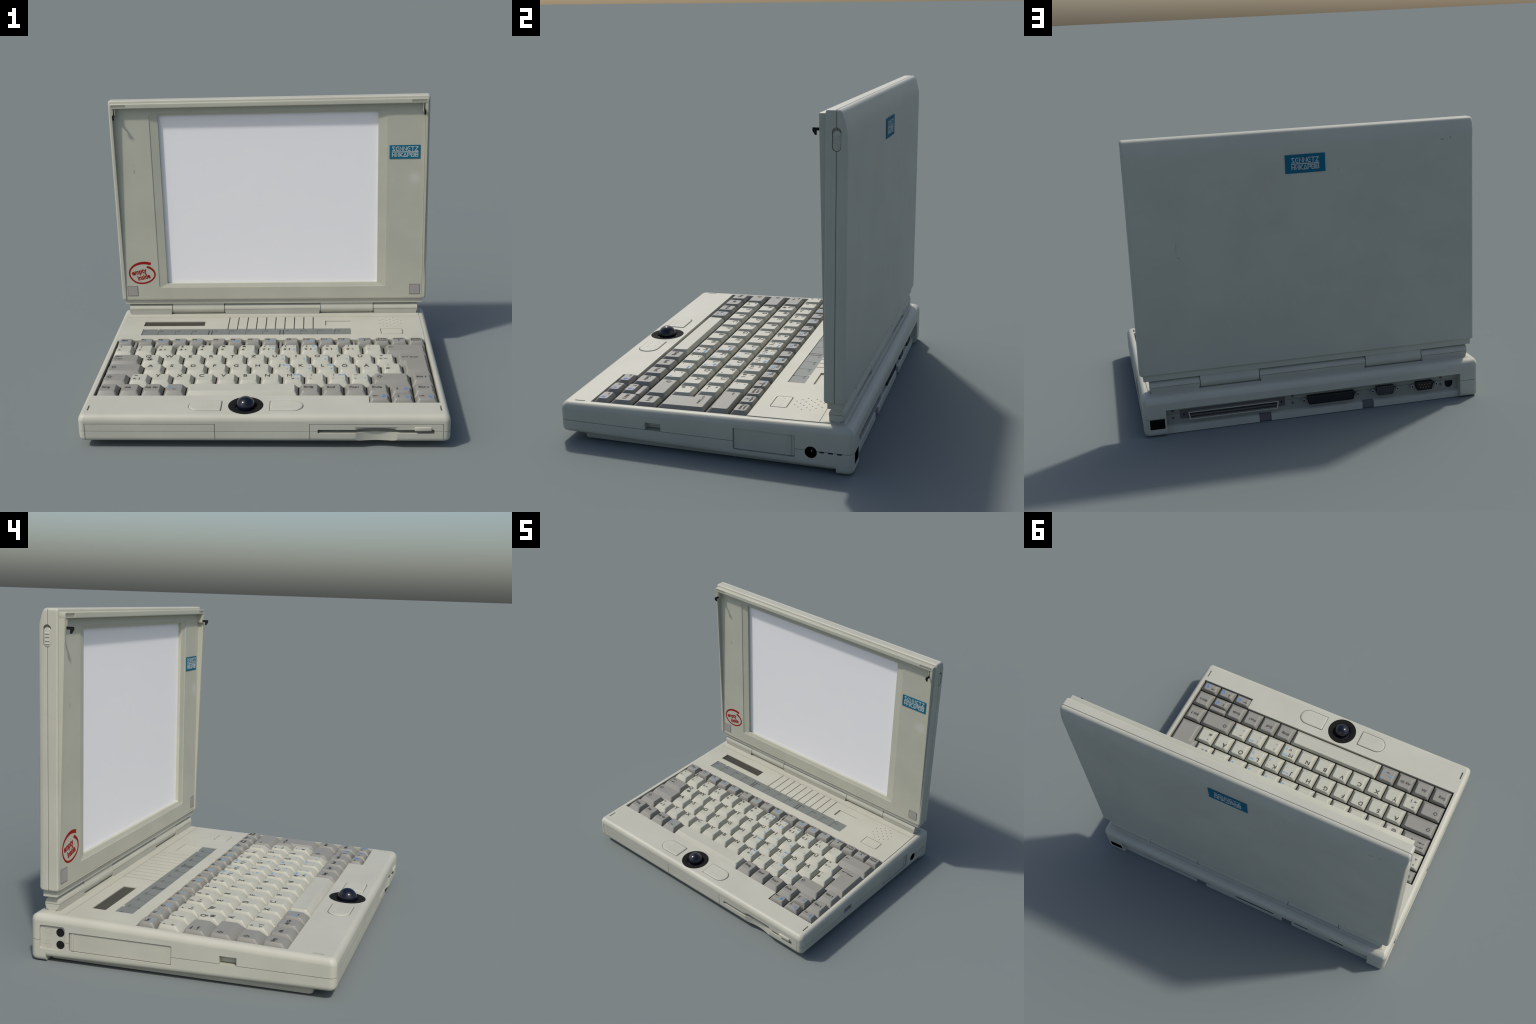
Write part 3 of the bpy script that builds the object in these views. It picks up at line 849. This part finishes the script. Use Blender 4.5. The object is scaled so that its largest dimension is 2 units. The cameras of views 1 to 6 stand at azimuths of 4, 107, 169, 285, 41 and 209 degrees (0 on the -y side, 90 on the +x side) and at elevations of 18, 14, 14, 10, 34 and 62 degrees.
def make_key(x0, x1, y0, y1, mat, marks, icons=None, mesh=None, shape=None, lift=0.0):
    cx, cy = (x0 + x1) / 2, (y0 + y1) / 2
    if mesh is None: me, t0, t1 = rect_key(x1 - x0, y1 - y0, *(shape or ()))
    else: me, t0, t1 = mesh
    if me.materials and me.materials[0] is not mat or not me.materials:
        if not me.materials: me.materials.append(mat)
        else:
            kk = (me.name, mat.name)
            if kk not in _k:
                _k[kk] = me.copy(); _k[kk].materials[0] = mat
            me = _k[kk]
    ob = link('key', me, None, (), (cx, cy, D(cy) + lift))
    bm = bmesh.new()
    hx, hy = (x1 - x0) / 2, (y1 - y0) / 2
    # (u, v): metres from the left and the front edge of the key base
    def T(u, v, h):
        x, y = u - hx, v - hy
        return (x, y, top_z(y, t0, t1) + SL * y + h + .0002 - .0004)
    for m in marks:
        s, u, v, size, col = m[:5]; sx = m[5] if len(m) > 5 else (1.3 if size != SM else 1.06)
        add_text(bm, s, size, lambda a, b, h: T(u + a, v + b, h * .8), bold=0.0 if s == 'M' else size * .014, sx=sx, mat=col)
    if icons: icons(bm, T)
    if bm.verts:
        lm = to_mesh(bm, 'key_legend')
        for q in (M_ink, M_inkblue, M_inkdeep): lm.materials.append(q)
        o = link('key_legend', lm, ob)
    else: bm.free()
    return ob
def ux(a): return KX0 + a * U
def ukey(row, a, b, mat, marks=(), icons=None):
    y0 = ROWY[row] + GAP
    return make_key(ux(a) + GAP, ux(b) - GAP, y0, y0 + U - 2 * GAP, mat, list(marks), icons, lift=.0028 if row == 5 else 0.0)

BIG = .042; SM = .027; DG = .0275; TY = .0180
def letter(ch, blue_top=None, blue_low=None, low=None, low_x=.055):
    m = [(ch, .0380, .0905, BIG, 0, 1.05)]
    if blue_top and len(blue_top) > 1: m.append((blue_top, .080, .098, TY, 1))
    if blue_low: m.append((blue_low, .087, .050, .024, 1))
    if low: m.append((low, low_x, .050, .026, 0))
    return m
def two(up, lo, third=None, blue_top=None, blue_low=None):
    m = [(up, .0365, .0955, DG, 0), (lo, .033, .0530, DG, 0)]
    if third: m.append((third, .061, .0530, DG, 0))
    if blue_top: m.append((blue_top, .083, .099, TY, 1))
    if blue_low: m.append((blue_low, .090, .0530, .024, 1))
    return m
def ar(u, v, dx, dy, l=.018, mat=1): return lambda bm, T: arrow(bm, T, u, v, dx, dy, l, mat)
# row 5: digits
r5 = [two('°', '^'), two('!', '1'), two('"', '2', '²'), two('§', '3', '³'), two('$', '4'), two('%', '5'), two('&', '6'),
      two('/', '7', '{', 'Pos1', '7'), two('(', '8', '[', None, '8'), two(')', '9', ']', 'Bild', '9'), two('=', '0', '}', None, '/'),
      two('?', 'ß', '\\'), two('`', '´')]
for i, m in enumerate(r5): ukey(5, i, i + 1, M_cream, m, ar(.085, .099, 0, 1) if i == 8 else None)
ukey(5, 13, 15, M_gray, (), lambda bm, T: arrow(bm, T, .040, .0800, -1, 0, .032))
# row 4
def tabs(bm, T):
    tab_arrow(bm, T, .047, .091, .042, False); tab_arrow(bm, T, .047, .060, .042, True)
ukey(4, 0, 1.5, M_gray, (), tabs)
r4 = [letter('Q', low='@', low_x=.052), letter('W'), letter('E'), letter('R'), letter('T'), letter('Z'), letter('U', None, '4'), letter('I', None, '5'),
      letter('O', None, '6'), letter('P', None, '*'), letter('Ü'), two('*', '+', '~')]
for i, m in enumerate(r4):
    ukey(4, 1.5 + i, 2.5 + i, M_cream, m, ar(.085, .097, -1, 0) if i == 6 else ar(.085, .097, 1, 0) if i == 8 else None)
# row 3
ukey(3, 0, 1.75, M_gray, (), lambda bm, T: shift_icon(bm, T, .043, .076))
r3 = [letter('A'), letter('S'), letter('D'), letter('F'), letter('G'), letter('H'), letter('J', 'Ende', '1'), letter('K', None, '2'), letter('L', 'Bild', '3'),
      letter('Ö', None, '-'), letter('Ä'), two("'", '#')]
for i, m in enumerate(r3): ukey(3, 1.75 + i, 2.75 + i, M_cream, m, ar(.086, .097, 0, -1) if i == 7 else None)
# row 2
ukey(2, 0, 1.25, M_gray, (), lambda bm, T: shift_icon(bm, T, .043, .076))
r2 = [two('>', '<', '|'), letter('Y'), letter('X'), letter('C'), letter('V'), letter('B'), letter('N'), letter('M', 'Einfg', '0', 'µ', .058),
      two(';', ','), two(':', '.', None, 'Entf', ','), two('_', '-', None, None, '+')]
for i, m in enumerate(r2): ukey(2, 1.25 + i, 2.25 + i, M_cream, m)
ukey(2, 12.25, 14, M_gray, (), lambda bm, T: shift_icon(bm, T, .043, .076))
ukey(2, 14, 15, M_gray, [('Bild', .047, .073, .0235, 0, 1.1)], lambda bm, T: arrow(bm, T, .0800, .073, 0, 1, .020))
# row 1
ukey(1, 0, 1, M_gray, [('Strg', .047, .0735, SM, 0)])
ukey(1, 1, 2, M_gray, [('Alt', .0465, .0735, SM, 0)])
ukey(1, 2, 3, M_gray, [('Alt Gr', .055, .0735, SM, 0)])
ukey(1, 3, 4, M_gray, [('Fn', .034, .0735, SM, 1)], lambda bm, T: (smudge(bm, T, .083, .099, .022), smudge(bm, T, .060, .052, .022, mat=0), smudge(bm, T, .083, .054, .022)))
ukey(1, 4, 9, M_cream)
for i, s in enumerate(('Einfg', 'Entf', 'Pos1', 'Ende')): ukey(1, 9 + i, 10 + i, M_gray, [(s, .052, .0735, SM, 0)])
ukey(1, 14, 15, M_gray, [('Bild', .047, .0735, .0235, 0, 1.1)], lambda bm, T: arrow(bm, T, .0800, .0735, 0, -1, .020))
# enter key: L-shaped
y0 = ROWY[3] + GAP; y1 = ROWY[5] - GAP; ym = ROWY[4] + GAP
xa, xb, xc = ux(13.75) + GAP, ux(15) - GAP, ux(13.5) + GAP
cx, cy = (xc + xb) / 2, (y0 + y1) / 2
base = [(xa - cx, y0 - cy), (xb - cx, y0 - cy), (xb - cx, y1 - cy), (xc - cx, y1 - cy), (xc - cx, ym - cy), (xa - cx, ym - cy)]
top = [(xa - cx + .0170, y0 - cy + .0300), (xb - cx - .0165, y0 - cy + .0300), (xb - cx - .0185, y1 - cy - .0060), (xc - cx + .0185, y1 - cy - .0060),
       (xc - cx + .0175, ym - cy + .030), (xa - cx + .0170, ym - cy + .030)]
def key_mesh_L():
    bm = bmesh.new(); sl = lambda y: SL * y
    t0, t1 = 0, 1
    R = [[(x, y, -.0270 + sl(y)) for x, y in round_poly(offset_poly(base, .0032), .004, 4)],
         [(x, y, -.0115 - .0070 * (y1 - cy - y) / (y1 - y0) + sl(y)) for x, y in round_poly(base, .004, 4)]]
    zt = lambda y: top_z(y, t0, t1) + sl(y)
    for d, h in ((0, -.0022), (.0008, -.0009), (.0022, -.0002), (.0042, .0), (.012, -.0005)):
        R.append([(x, y, zt(y) + h) for x, y in round_poly(offset_poly(top, d), .005, 4)])
    loft(bm, R); me = to_mesh(bm, 'enter_keycap'); finish(me, 60); return me, t0, t1
def ent(bm, T):
    add_stroke(bm, [(.066, .211), (.066, .201), (.042, .201)], .0038, T, -.001, .0005)
    add_stroke(bm, [(.045, .201), (.027, .201)], [.013, .0008], T, -.001, .0007)
make_key(xc, xb, y0, y1, M_gray, [('Enter', .1035, .201, .0205, 0, 1.15)], ent, mesh=key_mesh_L())
# arrow keys: shorter caps
def bulb(kind):
    def g(bm, T):
        if kind == 'l': arrow(bm, T, .036, .0545, -1, 0, .03)
        if kind == 'r': arrow(bm, T, .036, .0545, 1, 0, .03)
        if kind == 'u': arrow(bm, T, .036, .0545, 0, 1, .024)
        if kind == 'd': arrow(bm, T, .036, .0545, 0, -1, .024)
        c = (.083, .046); t = [2 * math.pi * i / 16 for i in range(16)]
        add_stroke(bm, [(c[0] + .0085 * math.cos(a), c[1] + .0085 * math.sin(a)) for a in t], .003 if kind in 'ud' else .0028, T, -.001, .0005, True, 2)
        if kind in 'lr':
            add_stroke(bm, [(c[0] - .005, c[1] - .0065), (c[0] - .005, c[1] + .0065)], .0075, T, -.001, .0006, mat=2)
        s = -1 if kind in 'dr' else 1
        q = (c[0] + .004, c[1] + s * .018)
        add_stroke(bm, [(q[0] - .0045, q[1]), (q[0] + .0045, q[1])], .0075, T, -.001, .0006, mat=2)
    return g
AD = .0785; HALF = (.0220, .0060)
for i, k in enumerate('ldr'):
    make_key(ux(12 + i) + GAP, ux(13 + i) - GAP, -.5855, -.5855 + AD, M_gray, [], bulb(k), shape=HALF)
make_key(ux(13) + GAP, ux(14) - GAP, -.5010, -.5010 + AD, M_gray, [], bulb('u'), shape=HALF)
# blank filler behind the up arrow
bm = bmesh.new()
xf0, xf1 = ux(13) + GAP, ux(14) - GAP
loft(bm, [[(x, y, D(y) + h) for x, y in round_poly(rect(xf0 + i, xf1 - i, -.4205 + i, -.3830 - i), .004, 3)] for i, h in ((0, -.0260), (.0005, -.0100), (.005, -.0010), (.0065, .0008), (.009, .0014))])
obj('key_filler', bm, M_gray, angle=60)
# function row
FC = [(-.898, 'Esc')] + [(-.771 + .1068 * i, 'F%d' % (i + 1)) for i in range(4)] + [(-.3175 + .1073 * i, 'F%d' % (i + 5)) for i in range(4)] + \
     [(.136 + .1077 * i, 'F%d' % (i + 9)) for i in range(4)] + [(.586 + .1048 * i, s) for i, s in enumerate(('Num', 'Druck', 'Rollen', 'Pause'))]
FY0, FY1 = .1315, .2190
FS = (.0200, .0060, .0130, .0120)
blueF = {'F1': 1, 'F2': 2, 'F3': 1, 'F4': 1, 'F6': 2, 'F8': 2, 'F10': 2, 'F11': 2, 'F12': 1, 'Esc': 1}
for cx, s in FC:
    x0, x1 = cx - .0505, cx + .0505
    if s == 'Esc':
        mk = [('Esc', .045, .0555, .024, 0, 1.2)]; ic = lambda bm, T: smudge(bm, T, .050, .0380, .044, 1)
    elif s[0] == 'F':
        mk = [(s, .035, .0640, .024, 0, 1.2)]; nr = blueF.get(s, 0)
        ic = (lambda bm, T, nr=nr: smudge(bm, T, .055, .047, .048, nr)) if nr else None
    elif s == 'Num':
        mk = [('Num', .064, .0640, .019, 0), ('Roll', .032, .0660, .017, 1)]
        ic = lambda bm, T: arrow(bm, T, .050, .046, 0, -1, .016)
    elif s == 'Druck':
        mk = [('S-Abf', .052, .0665, .017, 0), ('Druck', .050, .0470, .021, 0)]; ic = None
    elif s == 'Rollen':
        mk = [('Rollen', .050, .0665, .018, 0)]
        ic = lambda bm, T: (arrow(bm, T, .050, .047, 0, -1, .016), smudge(bm, T, .052, .034, .020))
    else:
        mk = [('Untbr', .050, .0665, .017, 0), ('Pause', .050, .0480, .021, 0)]; ic = None
    make_key(x0, x1, FY0, FY1, M_gray, mk, ic, shape=FS, lift=.0055)
# little posts in the gaps of the function row
bm = bmesh.new()
for x in (-.8345, -.3840, .0705, .5225):
    loft(bm, [[(px, py, D(py) + h) for px, py in round_poly(rect(x - .0085 + i, x + .0085 - i, .134 + i, .204 - i), .003, 3)] for i, h in ((0, -.05), (0, -.006), (.002, -.0035))])
obj('row_spacer', bm, M_gray, angle=60)
